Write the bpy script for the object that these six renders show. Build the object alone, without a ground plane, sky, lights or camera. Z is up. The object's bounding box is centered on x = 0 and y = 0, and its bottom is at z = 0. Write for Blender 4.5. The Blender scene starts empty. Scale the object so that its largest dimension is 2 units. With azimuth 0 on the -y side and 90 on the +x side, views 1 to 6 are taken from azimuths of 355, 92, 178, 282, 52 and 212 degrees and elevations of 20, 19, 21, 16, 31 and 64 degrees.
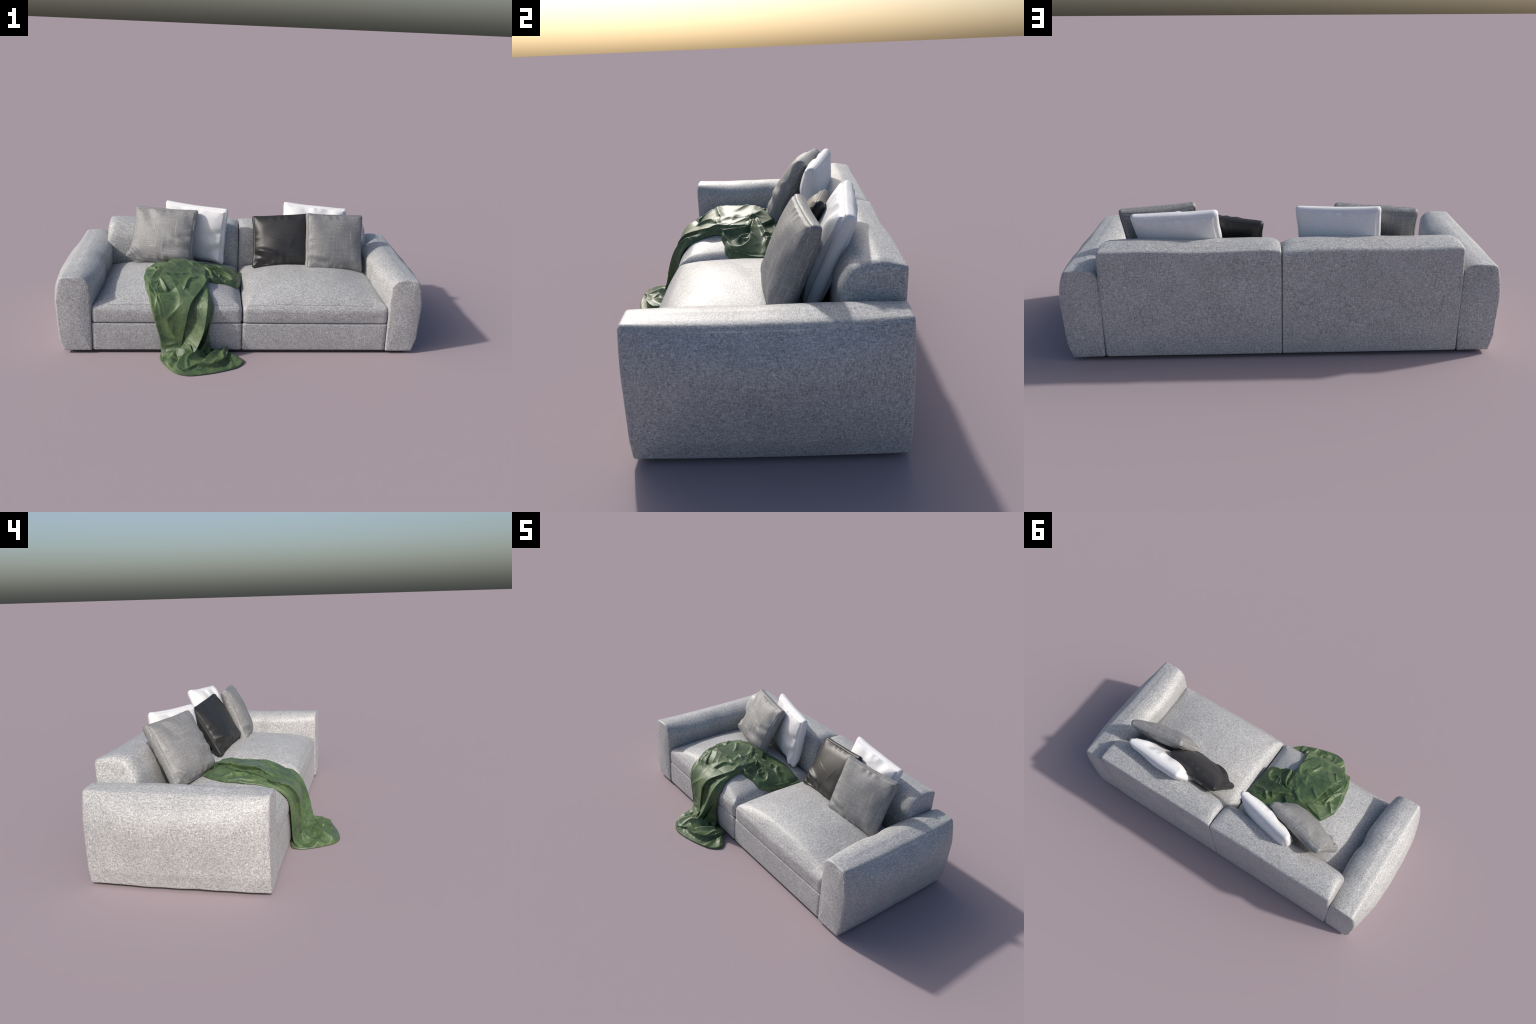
import bpy, math
import numpy as np
from mathutils import Vector, Quaternion, Matrix

rng = np.random.default_rng(7)

# ---------------------------------------------------------------- helpers
def smooth(a, b, x):
    t = np.clip((np.asarray(x, float) - a) / (b - a), 0, 1)
    return t * t * (3 - 2 * t)


def gauss(d, w):
    return np.exp(-(d / w) ** 2)


_waves = [(rng.normal(size=3), rng.uniform(0, 6.283), rng.uniform(.6, 1.4)) for _ in range(24)]


def soft_noise(p, scale, seed=0):
    """smooth pseudo noise about -1..1 from a sum of random plane waves"""
    s = np.zeros(len(p))
    for k in range(8):
        d, ph, f = _waves[(k + seed * 5) % 24]
        q = p @ d * scale * f + ph + seed * 1.7
        s += np.sin(q + 1.3 * np.sin(p @ np.roll(d, 1) * scale * .7 + ph * 2))
    return s / 4.0


def rounded_profile(points, n):
    """closed 2D profile from (x, y, corner radius) points, resampled evenly"""
    pts = [np.array(p[:2], float) for p in points]
    out = []
    m = len(pts)
    for i in range(m):
        p, a, b, r = pts[i], pts[i - 1], pts[(i + 1) % m], points[i][2]
        u, v = a - p, b - p
        lu, lv = np.linalg.norm(u), np.linalg.norm(v)
        u, v = u / lu, v / lv
        ang = math.acos(np.clip(u @ v, -1, 1))
        t = min(r / math.tan(ang / 2), lu * .49, lv * .49)
        rr = t * math.tan(ang / 2)
        c = p + (u + v) / np.linalg.norm(u + v) * rr / math.sin(ang / 2)
        s, e = p + u * t - c, p + v * t - c
        a0, a1 = math.atan2(s[1], s[0]), math.atan2(e[1], e[0])
        d = (a1 - a0 + math.pi) % (2 * math.pi) - math.pi
        for k in np.linspace(0, 1, 13):
            out.append(c + rr * np.array([math.cos(a0 + d * k), math.sin(a0 + d * k)]))
    out = np.array(out + [out[0]])
    return resample(out, n + 1)[:-1]


def resample(line, n):
    line = np.asarray(line, float)
    d = np.r_[0, np.cumsum(np.linalg.norm(np.diff(line, axis=0), axis=1))]
    t = np.linspace(0, d[-1], n)
    return np.stack([np.interp(t, d, line[:, k]) for k in range(line.shape[1])], 1)


def inward(ring):
    t = np.roll(ring, -1, 0) - np.roll(ring, 1, 0)
    t /= np.linalg.norm(t, axis=1)[:, None] + 1e-12
    nrm = np.stack([-t[:, 1], t[:, 0]], 1)
    area = np.sum(ring[:, 0] * np.roll(ring[:, 1], -1) - ring[:, 1] * np.roll(ring[:, 0], -1))
    return nrm if area > 0 else -nrm


def loft(ring, a0, a1, r0, r1, mid=40, cap=8, fill=14, axes=(0, 1, 2), square=False):
    """Cushion body: a closed ring swept from a0 to a1 along axes[2], its two
    ends rounded over with radii r0 and r1 and filled.  Returns verts, faces and
    per vertex the fill factor f (1 on the rim and the side, 0 in a cap's middle)
    and cap side (-1, 0, 1)."""
    nrm, c = inward(ring), (ring.min(0) + ring.max(0)) / 2
    rows = []
    blo, bhi = ring.min(0), ring.max(0)

    def inset(d):
        # a rectangular ring stays a rectangle however far it is drawn in
        return np.clip(ring + nrm * d, blo + d, bhi - d) if square else ring + nrm * d

    end0, end1 = inset(r0), inset(r1)
    for f in np.linspace(0, 1, fill + 1)[1:-1]:
        rows.append((c + (end0 - c) * f, a0, f, -1))
    for k in range(cap + 1):
        q = k / cap * math.pi / 2
        rows.append((inset(r0 * (1 - math.sin(q))), a0 + r0 * (1 - math.cos(q)), 1, 0))
    for k in range(1, mid):
        rows.append((ring, a0 + r0 + (a1 - r1 - a0 - r0) * k / mid, 1, 0))
    for k in range(cap + 1):
        q = (1 - k / cap) * math.pi / 2
        rows.append((inset(r1 * (1 - math.sin(q))), a1 - r1 * (1 - math.cos(q)), 1, 0))
    for f in np.linspace(1, 0, fill + 1)[1:-1]:
        rows.append((c + (end1 - c) * f, a1, f, 1))
    n, V, F, S = len(ring), [], [], []
    for r, a, f, s in rows:
        P = np.zeros((n, 3))
        P[:, axes[0]], P[:, axes[1]], P[:, axes[2]] = r[:, 0], r[:, 1], a
        V.append(P)
        F.append(np.full(n, f)); S.append(np.full(n, s))
    V = np.concatenate(V)
    caps = np.zeros((2, 3))
    caps[:, axes[0]], caps[:, axes[1]] = c[0], c[1]
    caps[0, axes[2]], caps[1, axes[2]] = a0, a1
    V = np.concatenate([V, caps])
    F = np.concatenate(F + [np.zeros(2)])
    S = np.concatenate(S + [np.array([-1, 1])])
    i = np.arange(n)
    j = (i + 1) % n
    faces = []
    for k in range(len(rows) - 1):
        b = k * n
        faces += np.stack([b + i, b + j, b + n + j, b + n + i], 1).tolist()
    lo, hi, last = len(V) - 2, len(V) - 1, (len(rows) - 1) * n
    faces += [[lo, int(y), int(x)] for x, y in zip(i, j)]
    faces += [[hi, last + int(x), last + int(y)] for x, y in zip(i, j)]
    return V, faces, F, S


def make(name, V, faces, mat, parent=None, matrix=None):
    me = bpy.data.meshes.new(name)
    me.from_pydata(np.asarray(V).tolist(), [], faces)
    me.validate()
    import bmesh
    bm = bmesh.new()
    bm.from_mesh(me)
    bmesh.ops.recalc_face_normals(bm, faces=bm.faces)
    bm.to_mesh(me)
    bm.free()
    me.polygons.foreach_set("use_smooth", [True] * len(me.polygons))
    me.materials.append(mat)
    ob = bpy.data.objects.new(name, me)
    bpy.context.scene.collection.objects.link(ob)
    if parent:
        ob.parent = parent
    if matrix is not None:
        ob.matrix_world = matrix
    return ob


def tube(line, r, sides=6, closed=False):
    line = np.asarray(line, float)
    n = len(line)
    t = (np.roll(line, -1, 0) - np.roll(line, 1, 0)) if closed else np.gradient(line, axis=0)
    t /= np.linalg.norm(t, axis=1)[:, None] + 1e-12
    ref = np.tile(np.array([.0, .0, 1.]), (n, 1))
    ref[np.abs(t[:, 2]) > .8] = (0, 1, 0)
    a = np.cross(t, ref); a /= np.linalg.norm(a, axis=1)[:, None]
    b = np.cross(t, a)
    q = np.arange(sides) * math.tau / sides
    V = (line[:, None] + r * (np.cos(q)[None, :, None] * a[:, None] + np.sin(q)[None, :, None] * b[:, None])).reshape(-1, 3)
    F = []
    for k in range(n if closed else n - 1):
        for s in range(sides):
            k2, s2 = (k + 1) % n, (s + 1) % sides
            F.append([k * sides + s, k * sides + s2, k2 * sides + s2, k2 * sides + s])
    return V, F


# -------------------------------------------------------------- materials
class Nodes:
    def __init__(self, name):
        self.mat = bpy.data.materials.new(name)
        self.mat.use_nodes = True
        self.t = self.mat.node_tree
        self.bsdf = self.t.nodes["Principled BSDF"]
        self.coord = self.t.nodes.new("ShaderNodeTexCoord").outputs["Object"]

    def new(self, kind, **kw):
        n = self.t.nodes.new(kind)
        for k, v in kw.items():
            if k in n.inputs:
                n.inputs[k].default_value = v
            else:
                setattr(n, k, v)
        return n

    def link(self, a, b):
        self.t.links.new(a, b)

    def noise(self, scale, detail=2., rough=.5, vec=(1, 1, 1), distortion=0.):
        m = self.new("ShaderNodeMapping")
        m.inputs["Scale"].default_value = vec
        self.link(self.coord, m.inputs["Vector"])
        n = self.new("ShaderNodeTexNoise", Scale=scale, Detail=detail, Roughness=rough, Distortion=distortion)
        self.link(m.outputs[0], n.inputs["Vector"])
        return n.outputs["Fac"]

    def math(self, op, a, b=None, c=None):
        n = self.new("ShaderNodeMath", operation=op)
        for i, x in enumerate((a, b, c)):
            if x is None:
                continue
            if isinstance(x, (int, float)):
                n.inputs[i].default_value = x
            else:
                self.link(x, n.inputs[i])
        return n.outputs[0]

    def ramp(self, fac, stops):
        n = self.new("ShaderNodeValToRGB")
        e = n.color_ramp.elements
        while len(e) < len(stops):
            e.new(.5)
        for k, (p, c) in enumerate(stops):
            e[k].position = p
            e[k].color = (*c, 1)
        self.link(fac, n.inputs[0])
        return n.outputs["Color"]

    def mix(self, fac, a, b, blend="MIX"):
        n = self.new("ShaderNodeMix", data_type="RGBA", blend_type=blend)
        for s, x in ((n.inputs[0], fac), (n.inputs[6], a), (n.inputs[7], b)):
            if isinstance(x, (int, float)):
                s.default_value = x
            elif isinstance(x, tuple):
                s.default_value = (*x, 1)
            else:
                self.link(x, s)
        return n.outputs[2]

    def bump(self, height, strength, dist):
        n = self.new("ShaderNodeBump", Strength=strength, Distance=dist)
        self.link(height, n.inputs["Height"])
        self.link(n.outputs[0], self.bsdf.inputs["Normal"])

    def colour(self, c):
        if isinstance(c, tuple):
            self.bsdf.inputs["Base Color"].default_value = (*c, 1)
        else:
            self.link(c, self.bsdf.inputs["Base Color"])

    def set(self, **kw):
        for k, v in kw.items():
            self.bsdf.inputs[k.replace("_", " ")].default_value = v


def upholstery():
    m = Nodes("melange_upholstery")
    fine = 1.0
    a = m.noise(fine, 2, .6, (46, 470, 470))
    b = m.noise(fine, 2, .6, (470, 470, 46))
    c = m.noise(fine, 2, .6, (470, 46, 470))
    blot = m.noise(140, 3, .7)
    wide = m.noise(9, 2, .5)
    s = m.math("ADD", m.math("ADD", a, b), c)
    s = m.math("MULTIPLY", s, 1 / 3)
    s = m.math("ADD", m.math("MULTIPLY", s, .66), m.math("MULTIPLY", blot, .34))
    s = m.math("ADD", s, m.math("MULTIPLY", m.math("SUBTRACT", wide, .5), .06))
    col = m.ramp(s, [(.37, (.12, .123, .13)), (.46, (.305, .31, .317)), (.53, (.44, .443, .446)), (.63, (.74, .735, .725))])
    m.colour(col)
    m.bump(s, .35, .004)
    m.set(Roughness=.47, Specular_IOR_Level=.6, Sheen_Weight=.1, Sheen_Roughness=.4)
    return m.mat


def linen():
    m = Nodes("grey_linen")
    h = m.noise(1, 3, .6, (10, 40, 560))
    v = m.noise(1, 3, .6, (560, 40, 10))
    dots = m.noise(330, 2, .6)
    hi = m.ramp(h, [(.55, (0, 0, 0)), (.68, (1, 1, 1))])
    vi = m.ramp(v, [(.55, (0, 0, 0)), (.68, (1, 1, 1))])
    thr = m.math("MAXIMUM", hi, vi)
    body = m.ramp(dots, [(.35, (.16, .161, .164)), (.65, (.25, .251, .253))])
    col = m.mix(m.math("MULTIPLY", thr, m.math("ADD", m.math("MULTIPLY", dots, 1.2), -.15)), body, (.56, .56, .56))
    m.colour(col)
    m.bump(m.math("ADD", thr, dots), .25, .002)
    m.set(Roughness=.5, Specular_IOR_Level=.5)
    return m.mat


def cotton():
    m = Nodes("white_cotton")
    d = m.noise(1, 2, .5, (60, 200, 420))
    m.colour(m.ramp(d, [(.3, (.70, .70, .715)), (.7, (.80, .80, .805))]))
    m.bump(d, .12, .002)
    m.set(Roughness=.6, Specular_IOR_Level=.4)
    return m.mat


def satin():
    m = Nodes("black_satin")
    d = m.noise(1, 2, .5, (40, 100, 300))
    m.colour(m.ramp(d, [(.3, (.014, .014, .015)), (.7, (.024, .024, .025))]))
    m.bump(d, .1, .001)
    m.set(Roughness=.46, Specular_IOR_Level=.5)
    return m.mat


def velvet():
    m = Nodes("green_blanket_cloth")
    a = m.noise(14, 4, .65, distortion=.6)
    b = m.noise(60, 3, .7)
    f = m.noise(420, 1, .5)
    s = m.math("ADD", m.math("MULTIPLY", a, .6), m.math("MULTIPLY", b, .4))
    s = m.math("ADD", s, m.math("MULTIPLY", m.math("SUBTRACT", f, .5), .12))
    m.colour(m.ramp(s, [(.34, (.028, .054, .031)), (.5, (.064, .112, .046)), (.66, (.115, .175, .068))]))
    m.bump(m.math("ADD", b, f), .2, .002)
    m.set(Roughness=.46, Specular_IOR_Level=.5, Sheen_Weight=.06)
    return m.mat


def plain(name, c, rough=.7):
    m = Nodes(name)
    n = m.noise(60, 2)
    m.colour(m.ramp(n, [(.3, tuple(x * .85 for x in c)), (.7, tuple(x * 1.1 for x in c))]))
    m.set(Roughness=rough)
    return m.mat


MAT = dict(sofa=upholstery(), linen=linen(), white=cotton(), black=satin(), green=velvet(),
           dark=plain("dark_plinth", (.02, .02, .022)), seam=plain("seam_thread", (.20, .20, .205)))

# ------------------------------------------------------------------- sofa
Y0, Y1 = -.29, .497          # arm front and back
SEAT_X = .784


def seat_top(x, y):
    """height of the seat's upholstered surface, used for what lies on it"""
    u = (np.abs(x) - .395) / .392
    v = (y - .01) / .31
    a = np.clip(1 - np.abs(u) ** 2.6, 0, 1)
    b = np.clip(1 - np.abs(v) ** 3.2, 0, 1)
    return .281 + .074 * a * b


sofa = bpy.data.objects.new("sofa", None)
bpy.context.scene.collection.objects.link(sofa)
sofa["label"] = "light grey two-section upholstered sofa with thick padded arms"
sofa["category"] = "sofa"


def build_arm(side):
    prof = rounded_profile([(.789, .014, .008), (.934, .014, .008), (.953, .085, .1), (.957, .30, .3),
                            (.936, .433, .020), (.785, .434, .06), (.784, .25, .3)], 300)
    V, F, f, s = loft(prof, Y0, Y1, .009, .009, mid=110, cap=5, fill=16, axes=(0, 2, 1))
    x, y, z = V.T
    t = (y - (Y0 + Y1) / 2) / ((Y1 - Y0) / 2)
    b = np.clip(1 - np.abs(t) ** 2.6, 0, 1)
    outer = smooth(.86, .93, x)
    inner = 1 - smooth(.79, .85, x)
    x2 = x + outer * b * .050 * (.10 + .90 * smooth(.0, .3, z)) * (1 - .62 * smooth(.32, .435, z))
    dim = gauss(y - .075, .05) * .013
    x2 = x2 - inner * (.036 * b - dim * b) * smooth(.19, .27, z) * (1 - .35 * smooth(.37, .43, z))
    top = smooth(.38, .43, z)
    z2 = z + top * (.006 * b * smooth(.79, .86, x) * (1 - smooth(.9, .95, x)) - .004 * b)
    # the outer top edge is soft along the middle, crisp at both ends
    q = np.clip(1 - (np.abs(x - .934) + np.abs(z - .432)) / .07, 0, 1) * (.25 + .75 * b) * (f > .99)
    x2, z2 = x2 - q * .016, z2 - q * .014
    # cap faces puff out a little
    y2 = y + s * .006 * (1 - f ** 2)
    P = np.stack([x2, y2, z2], 1)
    P[:, 0] *= side
    P += (soft_noise(P, 16, 1 + (side > 0)) * .0022)[:, None] * np.array([1, .3, 1]) * (f > .99)[:, None]
    P[:, 2] = np.maximum(P[:, 2], .0125)
    make("arm", P, F, MAT["sofa"], sofa)


def build_back(side):
    prof = rounded_profile([(.306, .016, .01), (.499, .016, .007), (.506, .514, .011 if side > 0 else .020), (.432, .533, .06),
                            (.352, .521, .06), (.314, .45, .12), (.302, .30, .2)], 300)
    V, F, f, s = loft(prof, .0012, .787, .006, .014, mid=110, cap=7, fill=16, axes=(1, 2, 0))
    x, y, z = V.T
    e = np.minimum(x - .0018, .787 - x)
    sharp = (x > .395) & (side > 0)          # the right outer end is crisper
    k = np.clip(1 - e / np.where(sharp, .045, .060), 0, 1)
    drop = 1 - np.sqrt(1 - .97 * k ** 2)
    top = smooth(.36, .53, z)
    z2 = z - (np.where(sharp, .003, .010) + .022 * (1 - smooth(.40, .50, y))) * drop * top
    t = np.clip((x - .395) / .392, -1, 1)
    z2 = z2 + .005 * (1 - t ** 2) * top * (1 - smooth(.46, .505, y)) + .003 * np.sin(x * 11 + side) * top
    front = 1 - smooth(.30, .42, y)
    y2 = y + .022 * drop * front * smooth(.2, .35, z) - .010 * (1 - t ** 2) * front * smooth(.25, .4, z)
    y2 = y2 + .003 * (1 - t ** 2) * smooth(.46, .5, y) * np.sin(np.clip(z / .52, 0, 1) * math.pi)
    # sides lean in towards the top
    mid = (x - .395) / .392
    x2 = x - np.where(mid > 0, .006, -.001) * smooth(.3, .5, np.abs(mid)) * smooth(.35, .53, z) * np.abs(mid) ** 8
    x2 = x2 + s * .003 * (1 - f ** 2)
    P = np.stack([x2 * side, y2, z2], 1)
    P += (soft_noise(P, 15, 2 + (side > 0)) * .0014)[:, None] * (f > .99)[:, None] * np.array([0, 1, 1])
    make("backrest", P, F, MAT["sofa"], sofa)


def build_seat(side):
    x0, x1, ya, yb = .0018, .785, -.285, .312
    ring = rounded_profile([(x0, ya, .022), (x1, ya, .022), (x1, yb, .03), (x0, yb, .03)], 360)
    V, F, f, s = loft(ring, .1755, .302, .010, .060, mid=24, cap=16, fill=46, square=True)
    x, y, z = V.T
    up = np.clip((z - .235) / .067, 0, 1) ** 1.6
    z2 = z + up * (seat_top(x, y) - .302)
    # front face swells slightly, and the end against the other seat too
    tz = np.sin(np.clip((z - .176) / .11, 0, 1) * math.pi)
    fr = 1 - smooth(-.285, -.2, y)
    tx = np.clip((x - .395) / .39, -1, 1)
    y2 = y - fr * .006 * tz * (1 - tx ** 4)
    P = np.stack([x * side, y2, z2], 1)
    w = (s >= 0) * np.where(s == 1, 1, smooth(.2, .28, z))
    P[:, 2] += (soft_noise(P, 13, 3 + (side > 0)) * .0026 + soft_noise(P, 30, 2) * .0008) * w
    ob = make("seat_cushion", P, F, MAT["sofa"], sofa)
    # top stitch along the front edge
    n = len(ring)
    rows = (len(V) - 2) // n
    best = min(range(rows), key=lambda r: abs(z2[r * n:(r + 1) * n][np.argmin(np.abs(ring[:, 0] - .3) + 9 * (ring[:, 1] > 0))] - .279))
    R = P[best * n:(best + 1) * n]
    m = (ring[:, 1] < -.28) & (ring[:, 0] > .02) & (ring[:, 0] < .70)
    L = R[m]
    L = L[np.argsort(L[:, 0])] + np.array([0, -.0001, .0003])
    make("seam", *tube(L, .0007), MAT["seam"], ob)


def build_base(side):
    ring = rounded_profile([(.0018, -.284, .006), (.786, -.284, .006), (.786, .303, .006), (.0018, .303, .006)], 200)
    V, F, f, s = loft(ring, .016, .1725, .006, .008, mid=16, cap=5, fill=20)
    x, y, z = V.T
    fr = 1 - smooth(-.284, -.24, y)
    t = np.clip((x - .395) / .39, -1, 1)
    y2 = y - fr * .003 * np.sin(np.clip((z - .016) / .156, 0, 1) * math.pi) * (1 - t ** 6)
    make("base", np.stack([x * side, y2, z], 1), F, MAT["sofa"], sofa)


for side in (-1, 1):
    build_arm(side)
    build_back(side)
    build_seat(side)
    build_base(side)
ring = rounded_profile([(-.91, -.275, .02), (.91, -.275, .02), (.91, .47, .02), (-.91, .47, .02)], 120)
make("plinth", *loft(ring, 0.0, .02, .003, .003, mid=3, cap=2, fill=4)[:2], MAT["dark"], sofa)

# ---------------------------------------------------------------- cushions
def segment(P, a, b):
    """distance and signed side of 2D points to a segment, and the place along it"""
    a, b = np.array(a, float), np.array(b, float)
    d = b - a
    t = np.clip(((P - a) @ d) / (d @ d), 0, 1)
    q = P - (a + t[:, None] * d)
    sd = np.sign(d[0] * (P - a)[:, 1] - d[1] * (P - a)[:, 0])
    return np.linalg.norm(q, axis=1), sd, t


def build_pillow(colour, label, centre, rotvec, w, h, t, belly, creases=(), corners=(), seed=0, soft=.006):
    hw, hh = w / 2, h / 2
    n = 320
    ring = rounded_profile([(-hw, -hh, .012), (hw, -hh, .012), (hw, hh, .012), (-hw, hh, .012)], n)
    V, F, f, s = loft(ring, -t / 2, t / 2, soft, soft, mid=10, cap=4, fill=44, axes=(0, 2, 1), square=True)
    x, y, z = V.T
    a, b = np.clip(x / hw, -1, 1), np.clip(z / hh, -1, 1)
    # edges draw in between the corners, the boxing rounds outwards
    band = .005 * (1 - np.clip(2 * y / t, -1, 1) ** 2) * (s == 0)
    x2 = x - np.sign(x) * .006 * (1 - b ** 2) * np.abs(a) ** 3 + np.sign(x) * band * (np.abs(a) > .97)
    z2 = z - np.where(z > 0, .005, .003) * (1 - a ** 2) * np.abs(b) ** 3 + np.sign(z) * band * (np.abs(b) > .97)
    # puffed faces: an envelope shape near the corners, a dome in the middle
    edge = np.clip(1 - np.maximum(np.abs(a), np.abs(b)), 0, 1)
    dome = np.clip((1 - a ** 2) * (1 - b ** 2), 0, 1) ** .62
    env = 1 - (1 - np.clip(edge / .42, 0, 1)) ** 2
    B = belly * (.72 * dome + .28 * env) * (1 + .22 * np.clip(-b, -1, 1))
    y2 = y + np.where(s == 0, np.sign(y) * 0, s * B * np.where(s > 0, .75, 1))
    # sides of the boxing bulge a touch, and narrow at the corners
    cor = np.abs(a * b) ** 6
    y2 = y2 * (1 - .18 * cor)
    P = np.stack([x2, y2, z2], 1)
    Q = np.stack([x, z], 1)
    front = s == -1
    for (p0, p1, depth, width) in creases:
        d, sd, tt = segment(Q, (p0[0] * hw, p0[1] * hh), (p1[0] * hw, p1[1] * hh))
        fade = np.sin(np.clip(tt * .9 + .08, 0, 1) * math.pi) ** .5
        prof = gauss(d, width) - .75 * gauss(d - width * 1.7, width) * (sd > 0)
        P[front, 1] += (1.35 * depth * prof * fade)[front] * smooth(0, .04, edge)[front]
    for (cx, cz, dx, dy, dz, r) in corners:
        d = np.hypot(x - cx * hw, z - cz * hh)
        k = gauss(d, r)[:, None]
        P += k * np.array([dx, dy, dz])
    # gathers running in from the edges, and soft unevenness
    ph = rng.uniform(0, 6, 4)
    g = .0026 * np.sin(a * 17 + ph[0] + 2 * np.sin(a * 5)) * gauss(1 - np.abs(b), .16) + .0026 * np.sin(b * 15 + ph[1] + 2 * np.sin(b * 6)) * gauss(1 - np.abs(a), .16)
    P[:, 1] += s * g * smooth(0, .06, edge)
    P[:, 1] += s * soft_noise(P + seed, 20, seed % 4) * .0045 * smooth(0, .2, edge)
    P[:, 0] += soft_noise(P + seed, 30, 1) * .0016
    P[:, 2] += soft_noise(P + seed * 2, 30, 2) * .0016
    v = Vector(rotvec)
    M = Matrix.Translation(centre) @ Quaternion(v.normalized(), v.length).to_matrix().to_4x4()
    ob = make("throw_pillow", P, F, MAT[colour], None, M)
    ob["label"], ob["category"] = label, "throw pillow"
    # welted seams where the faces meet the boxing
    rows = (len(V) - 2) // n
    for row in (44 + 1, rows - 44 - 2):
        L = P[row * n:(row + 1) * n].copy()
        L[:, :2] *= 1.0
        make("piping", *tube(L, .0008 if colour == "white" else .0012, 5, True), MAT[colour], ob)
    return ob


def rv(*v):
    return v


build_pillow("linen", "square grey linen throw pillow leaning on the left", (-.442, .218, .494), rv(-.495, .045, -.246), .368, .312, .040, .048,
             creases=[((-1.0, -.62), (-.6, -1.0), .010, .010), ((.95, -.15), (.55, -.05), .006, .02), ((.9, -.52), (.1, -.5), .008, .03), ((-.6, .95), (-.35, .45), .005, .03), ((.75, .95), (.95, .2), .006, .03)],
             corners=[(-1, -1, -.018, -.012, .010, .045), (1, -1, .0, .02, .0, .06)], seed=1)
build_pillow("white", "square white cotton throw pillow leaning behind", (-.264, .309, .487), rv(-.091, .067, -.252), .372, .318, .040, .044,
             creases=[((1, .1), (.5, 0), .006, .03), ((.95, -.4), (.4, -.75), .009, .03), ((-.5, 1), (-.2, .4), .004, .03)],
             corners=[(1, -1, .006, -.02, -.004, .04)], seed=2, soft=.012)
build_pillow("black", "square black satin throw pillow leaning in the middle", (.249, .232, .468), rv(-.533, -.067, -.161), .338, .300, .034, .042,
             creases=[((-.98, -.60), (-.15, -.86), .016, .018), ((-.98, -.80), (-.40, -.98), .012, .014), ((1, -.45), (.35, -.2), .005, .05)],
             corners=[(-1, -1, -.006, -.004, -.01, .04), (1, -1, -.01, .0, .0, .06)], seed=3)
build_pillow("linen", "square grey linen throw pillow leaning on the right", (.552, .177, .48), rv(-.37, .033, .127), .338, .320, .040, .040,
             creases=[((-1, -.62), (-.3, -.8), .007, .016), ((1, -.1), (.4, -.3), .004, .04)],
             corners=[(1, -1, .004, 0, -.012, .05)], seed=4)
build_pillow("white", "square white cotton throw pillow leaning on the backrest", (.445, .311, .487), rv(-.397, .087, -.078), .376, .336, .042, .040,
             creases=[((-.4, 1), (-.2, .5), .005, .03), ((.5, 1), (.3, .6), .005, .03)], seed=5, soft=.012)

# ----------------------------------------------------------------- blanket
def round_line(pts, times=2):
    """Chaikin rounding of an open polyline, its ends kept"""
    p = np.array(pts, float)
    for _ in range(times):
        q = np.stack([p[:-1] * .75 + p[1:] * .25, p[:-1] * .25 + p[1:] * .75], 1).reshape(-1, p.shape[1])
        p = np.vstack([p[:1], q[1:-1], p[-1:]]) if len(p) > 2 else p
    return p


def line_field(Q, pts, wl, wr, over=0., power=1.35):
    """Fold along a polyline of (x, s, height); wl and wr are its widths on the
    left and right of the direction of travel.  `over` lets the crest lean out
    over its steeper side.  Returns heights and sideways shifts."""
    pts = round_line(pts)
    best = np.full(len(Q), 1e9)
    sd = np.zeros(len(Q)); H = np.zeros(len(Q)); N = np.zeros((len(Q), 2))
    for a, b in zip(pts[:-1], pts[1:]):
        d, sg, t = segment(Q, a[:2], b[:2])
        m = d < best - 1e-9
        best[m], sd[m] = d[m], sg[m]
        H[m] = (a[2] + (b[2] - a[2]) * t)[m]
        u = (b - a)[:2] / np.linalg.norm((b - a)[:2])
        N[m] = (-u[1], u[0])
    w = np.where(sd > 0, wl, wr)
    h = H * np.exp(-(best / w) ** power)
    steep = 1 if wl < wr else -1
    near = np.where(sd * steep > 0, min(wl, wr) * .7, min(max(wl, wr), .028))
    k = over * H / pts[:, 2].max() * np.exp(-(best / near) ** 2)
    return h, N * (steep * k)[:, None]


def gather(Q, folds, p=4.0):
    """folds laid over each other: a soft maximum, and the summed shifts"""
    total, shift = 0, np.zeros_like(Q)
    for f in folds:
        h, v = line_field(Q, *f)
        total = total + np.clip(h, 0, None) ** p
        shift += v
    return total ** (1 / p), shift


def creases(P, scale, seed):
    return np.clip(1 - np.abs(soft_noise(P, scale, seed)) * 1.6, 0, 1) ** 3


def _soften(line, times):
    for _ in range(times):
        line = np.vstack([line[:1], (line[:-2] + 2 * line[1:-1] + line[2:]) / 4, line[-1:]])
    return line


# the ground of the blanket from behind to front: seat, rolled edge, front face, floor
PATH = _soften(resample([(.2, .337), (-.2, .333), (-.235, .318), (-.262, .303), (-.283, .28), (-.297, .25), (-.301, .20), (-.302, .10),
                         (-.304, .04), (-.315, .015), (-.36, .011), (-.40, .011)], 500), 260)
PATH_S = np.r_[0, np.cumsum(np.linalg.norm(np.diff(PATH, axis=0), axis=1))]
PATH_N = np.gradient(PATH, axis=0)
PATH_N = np.stack([PATH_N[:, 1], -PATH_N[:, 0]], 1) / np.linalg.norm(PATH_N, axis=1)[:, None]


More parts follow.
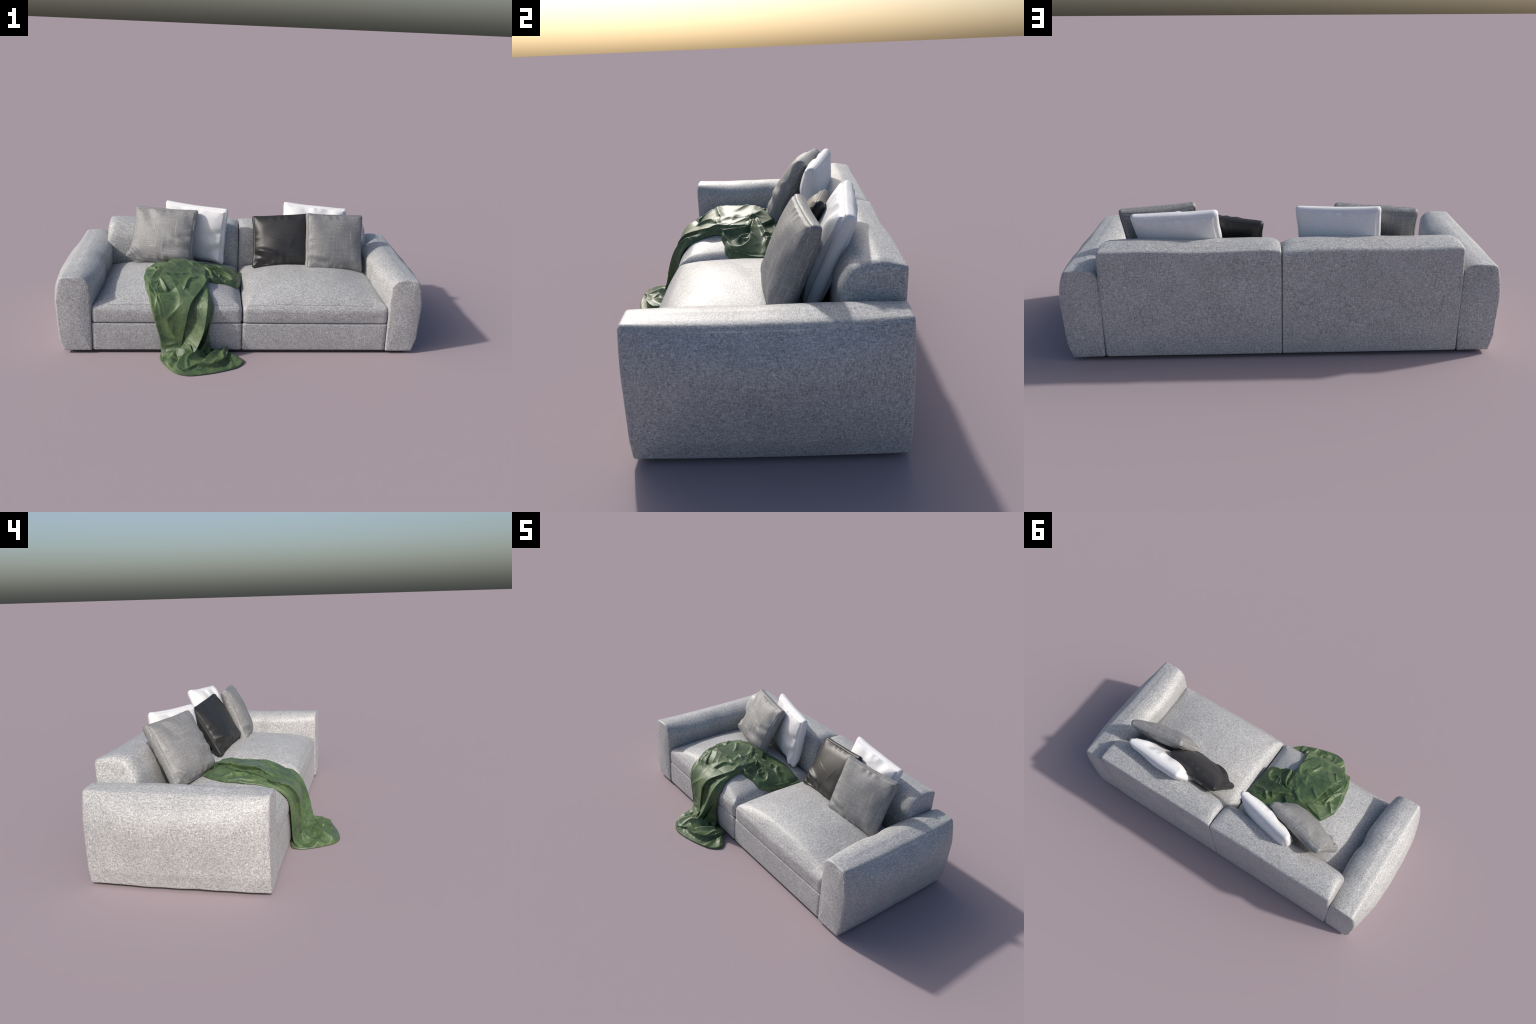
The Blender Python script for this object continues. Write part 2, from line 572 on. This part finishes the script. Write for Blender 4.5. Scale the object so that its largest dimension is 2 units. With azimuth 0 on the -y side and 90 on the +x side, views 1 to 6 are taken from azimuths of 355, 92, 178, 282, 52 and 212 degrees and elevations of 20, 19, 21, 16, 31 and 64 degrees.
def drape_base(x, s):
    y, zp = np.interp(s, PATH_S, PATH[:, 0]), np.interp(s, PATH_S, PATH[:, 1])
    lift = seat_top(x, np.clip(y, -.21, .2)) + .003 - .333
    z = zp + lift * (1 - smooth(.38, .52, s))
    n = np.stack([np.interp(s, PATH_S, PATH_N[:, k]) for k in (0, 1)], 1)
    return np.stack([x, y, z], 1), np.stack([0 * x, n[:, 0], n[:, 1]], 1)


def sheet(nu, ns):
    s0, s1 = .08, .80
    sv = np.linspace(s0, s1, ns)
    L = np.interp(sv, [.08, .12, .20, .30, .40, .46, .515, .606, .70, .77, .80], [-.45, -.488, -.524, -.53, -.512, -.49, -.472, -.452, -.432, -.424, -.42])
    R = np.interp(sv, [.08, .15, .25, .31, .34, .40, .46, .50, .54, .61, .66, .74, .80], [-.27, -.20, -.175, -.172, -.186, -.178, -.162, -.150, -.152, -.17, -.178, -.165, -.155])
    k = np.ones(9) / 9
    sm = lambda a: np.convolve(np.pad(a, 4, mode="edge"), k, "valid")
    L, R = sm(L), sm(R)
    u = np.linspace(0, 1, nu)
    u = u + .06 * np.sin(u * 2 * math.pi) * -1
    X = (L[:, None] + (R - L)[:, None] * u[None]).ravel()
    S = np.repeat(sv, nu)
    Q = np.stack([X, S], 1)
    folds = [
        # the flap folded over on the seat
        ([(-.355, .150, .042), (-.388, .266, .048), (-.408, .355, .044), (-.428, .40, .028), (-.436, .44, .006)], .007, .17, .026),
        ([(-.215, .262, .022), (-.289, .166, .030), (-.355, .150, .034)], .022, .12),
        ([(-.20, .22, .024), (-.20, .33, .026), (-.21, .40, .022)], .08, .022),
        # main panel of the drape, stepping down to the left strip
        ([(-.520, .22, .008), (-.500, .34, .014), (-.425, .452, .030), (-.405, .49, .034), (-.391, .525, .034), (-.356, .624, .030), (-.345, .675, .010)], .009, .06, .016),
        # hem roll of the left strip
        ([(-.508, .30, .006), (-.488, .44, .012), (-.468, .52, .014), (-.449, .61, .014), (-.428, .70, .016)], .008, .05),
        # middle panel lying over the right one
        ([(-.205, .38, .024), (-.247, .452, .030), (-.288, .497, .032), (-.308, .586, .032), (-.322, .70, .022)], .09, .009, .012),
        # big hanging fold on the right
        ([(-.195, .40, .012), (-.184, .46, .022), (-.183, .49, .027), (-.192, .55, .038), (-.208, .62, .058), (-.242, .70, .082), (-.272, .75, .088), (-.30, .80, .06)], .042, .016, .008),
        ([(-.160, .56, .008), (-.174, .62, .030), (-.200, .70, .06), (-.235, .77, .06)], .010, .018),
        # low folds where the hem begins to pile up
        ([(-.428, .690, .010), (-.395, .720, .020), (-.350, .700, .018)], .030, .020),
        ([(-.40, .765, .014), (-.35, .768, .034), (-.28, .770, .06)], .04, .05),
        # puckers at the back left
        ([(-.500, .345, .010), (-.474, .312, .022), (-.455, .267, .024), (-.450, .215, .018)], .022, .014),
        ([(-.385, .175, .022), (-.442, .275, .030), (-.466, .370, .028), (-.456, .43, .016)], .007, .040, .016),
        ([(-.450, .212, .017), (-.476, .23, .018), (-.515, .25, .010)], .012, .018),
        ([(-.350, .150, .030), (-.408, .178, .020), (-.470, .212, .010)], .016, .012),
        ([(-.28, .125, .020), (-.33, .148, .034), (-.38, .145, .02)], .02, .02),
        # star shaped pucker on the flap's corner
        ([(-.395, .425, .034), (-.420, .370, .037), (-.432, .40, .030)], .012, .012),
        ([(-.420, .368, .037), (-.38, .345, .040), (-.32, .33, .034)], .012, .04),
        ([(-.25, .345, .030), (-.285, .365, .038), (-.30, .41, .034)], .026, .016),
    ]
    h, shift = gather(Q, folds)
    X3 = np.stack([X, S * .7, 0 * X], 1)
    r = np.random.default_rng(21)
    for f in random_folds(r, 14, (-.50, -.20, .17, .42), .9, height=(.004, .009)) + random_folds(r, 9, (-.45, -.17, .47, .68), 1.65, height=(.002, .005), length=(.10, .20)):
        h += line_field(Q, *f)[0]
    h *= .55 + .45 * smooth(.07, .20, S)
    h += .004 + .0016 * soft_noise(X3, 26, 1) + .006 * creases(X3, 10, 2) + .0025 * creases(X3 + 3, 24, 4)
    # a shallow hollow under the flap's left edge and beside the big fold
    h -= line_field(Q, [(-.425, .44, .008), (-.385, .432, .010), (-.33, .40, .002)], .014, .010)[0]
    base, nrm = drape_base(X + shift[:, 0], S + shift[:, 1])
    wide = (R - L)[(np.searchsorted(sv, S)).clip(0, ns - 1)]
    U = np.tile(u, ns)
    d = np.minimum(np.minimum(U, 1 - U) * wide, S - s0 + .004)
    e = np.sqrt(np.clip(1 - (1 - np.clip(d / .009, 0, 1)) ** 2, 0, 1))
    P = base + nrm * (np.clip(h, .003, None) * e)[:, None]
    # edges wander
    P[:, 0] += (.002 * np.sin(S * 21) + .001 * np.sin(S * 57 + 1)) * np.where(U < .5, 1, .6) * (np.abs(U - .5) * 2) ** 4
    # the end tucks under the pile on the floor
    P[:, 2] -= smooth(.745, .80, S) * np.clip(P[:, 2] - .004, 0, .014)
    P[:, 2] = np.maximum(P[:, 2], .004)
    i, j = np.meshgrid(np.arange(ns - 1), np.arange(nu - 1), indexing="ij")
    b = (i * nu + j).ravel()
    return P, np.stack([b, b + 1, b + nu + 1, b + nu], 1).tolist()


def heap(outline, centre, base, folds, n=260, rings=70, rim=.012, noise=.003, seed=0, thick=.006, small=()):
    """a spread piece of cloth: closed outline filled by rings, raised by folds"""
    ol = np.array(outline, float)
    for _ in range(3):                       # round the outline's corners
        a, b = ol, np.roll(ol, -1, 0)
        ol = np.stack([a * .75 + b * .25, a * .25 + b * .75], 1).reshape(-1, 2)
    ol = resample(np.vstack([ol, ol[:1]]), n + 1)[:-1]
    q = np.linspace(1, 0, rings, endpoint=False) ** .8
    Q = (np.array(centre) + (ol - centre)[None] * q[:, None, None]).reshape(-1, 2)
    Q = np.vstack([Q, [centre]])
    h, shift = gather(Q, folds)
    h += thick
    for f in small:
        h += line_field(Q, *f)[0]
    X3 = np.stack([Q[:, 0], Q[:, 1], 0 * Q[:, 0] + seed], 1)
    h += noise * (.4 * soft_noise(X3, 28, seed % 5) + creases(X3, 14, seed % 7) + .3 * creases(X3, 34, seed % 3))
    d = np.min(np.linalg.norm(Q[:, None] - ol[None], axis=2), axis=1)
    e = np.sqrt(np.clip(1 - (1 - np.clip(d / rim, 0, 1)) ** 2, 0, 1))
    z = base(Q[:, 0], Q[:, 1]) + np.clip(h, .003, None) * e
    P = np.stack([Q[:, 0], Q[:, 1], z], 1)
    P[:, :2] += shift * e[:, None]
    F = []
    i = np.arange(n); j = (i + 1) % n
    for k in range(rings - 1):
        F += np.stack([k * n + i, k * n + j, (k + 1) * n + j, (k + 1) * n + i], 1).tolist()
    F += [[(rings - 1) * n + int(a), (rings - 1) * n + int(b), rings * n] for a, b in zip(i, j)]
    return P, F


def random_folds(r, n, box, lean, height=(.004, .009), length=(.05, .12)):
    """small free creases; lean is the preferred direction in radians"""
    out = []
    for _ in range(n):
        x, y = r.uniform(box[0], box[1]), r.uniform(box[2], box[3])
        a, l, h = lean + r.normal(0, .55), r.uniform(*length), r.uniform(*height)
        d = np.array([math.cos(a), math.sin(a)]) * l / 2
        k = np.array([-d[1], d[0]]) * r.uniform(-.35, .35)
        out.append(([(x - d[0], y - d[1], 0), (x - d[0] * .4 + k[0], y - d[1] * .4 + k[1], h), (x + d[0] * .4 + k[0], y + d[1] * .4 + k[1], h), (x + d[0], y + d[1], 0)],
                    r.uniform(.004, .008), r.uniform(.010, .022)))
    return out


def floor_base(x, y):
    return np.full_like(x, .001)


def lobe_base(x, y):
    return seat_top(x, y) - .002 - .012 * smooth(-.03, .01, x)


pieces = [sheet(300, 360)]
pieces.append(heap(
    [(-.03, .197), (.010, .200), (.012, .197), (.010, .11), (.002, .02), (-.008, -.045), (-.03, -.085), (-.073, -.094), (-.10, -.092), (-.14, -.112), (-.18, -.112),
     (-.23, -.06), (-.27, .03), (-.29, .10), (-.25, .17), (-.10, .20)], (-.13, .03), lobe_base,
    [([(-.085, -.085, .020), (-.045, -.066, .025), (-.040, -.018, .026), (-.075, .020, .028), (-.121, .028, .030), (-.179, .026, .031), (-.25, .034, .033), (-.276, .034, .033)], .009, .035, .008),
     ([(-.155, -.108, .028), (-.164, -.079, .031), (-.167, -.034, .031), (-.186, .004, .033), (-.219, .018, .034), (-.266, .032, .036)], .014, .012),
     ([(-.08, .098, .010), (-.14, .080, .016), (-.19, .066, .023), (-.284, .044, .036)], .016, .012),
     ([(-.03, .08, .008), (-.074, .078, .011), (-.13, .12, .010)], .014, .012),
     ([(-.02, -.04, .015), (-.008, .03, .011), (-.006, .12, .007)], .012, .012),
     ([(-.12, -.10, .021), (-.19, -.105, .026), (-.21, -.05, .028), (-.26, .02, .034)], .02, .02),
     ([(-.11, -.03, .011), (-.135, -.03, .015), (-.145, .005, .011)], .010, .010)], seed=3, noise=.003, rim=.010, small=random_folds(np.random.default_rng(5), 12, (-.26, -.01, -.07, .13), .2, length=(.05, .10))))
pieces.append(heap(
    [(-.420, -.285), (-.436, -.335), (-.415, -.395), (-.378, -.455), (-.345, -.497), (-.295, -.520), (-.25, -.520), (-.17, -.502), (-.09, -.474), (-.02, -.440),
     (.009, -.395), (.004, -.362), (-.045, -.328), (-.085, -.30), (-.13, -.284), (-.25, -.28)], (-.22, -.39), floor_base,
    [  # the two hanging folds running out over the pile
     ([(-.262, -.375, .062), (-.298, -.415, .058), (-.325, -.450, .050), (-.336, -.486, .030)], .050, .018, .006),
     ([(-.215, -.345, .056), (-.255, -.395, .050), (-.286, -.430, .044), (-.284, -.478, .026)], .020, .020),
     # puffed panel with its step down to the flat hem
     ([(-.285, -.492, .016), (-.245, -.462, .034), (-.216, -.468, .038), (-.16, -.462, .038), (-.115, -.432, .036), (-.085, -.378, .034), (-.080, -.325, .034)], .08, .006, .010),
     ([(-.195, -.425, .040), (-.165, -.385, .052), (-.13, -.340, .050)], .016, .034),
     ([(-.104, -.412, .036), (-.108, -.365, .050), (-.09, -.320, .048)], .022, .016),
     ([(-.064, -.385, .014), (-.050, -.455, .010)], .016, .018),
     ([(-.07, -.335, .022), (-.03, -.365, .020), (.0, -.388, .008)], .022, .030),
     # left side: creases fanning out from the foot of the drape
     ([(-.385, -.315, .020), (-.335, -.345, .052), (-.285, -.362, .066), (-.25, -.36, .06)], .040, .030),
     ([(-.400, -.445, .012), (-.372, -.395, .026), (-.352, -.340, .044), (-.300, -.365, .048)], .016, .040)], seed=6, noise=.0025, rim=.006, thick=.005, small=random_folds(np.random.default_rng(8), 16, (-.40, -.05, -.49, -.31), .5, length=(.05, .11))))
V, F, off = [], [], 0
for P, f in pieces:
    V.append(P)
    F += [[int(a) + off for a in q] for q in f]
    off += len(P)
blanket = make("blanket", np.concatenate(V), F, MAT["green"])
blanket["label"] = "crumpled dark green throw blanket draped over the seat onto the floor"
blanket["category"] = "blanket"
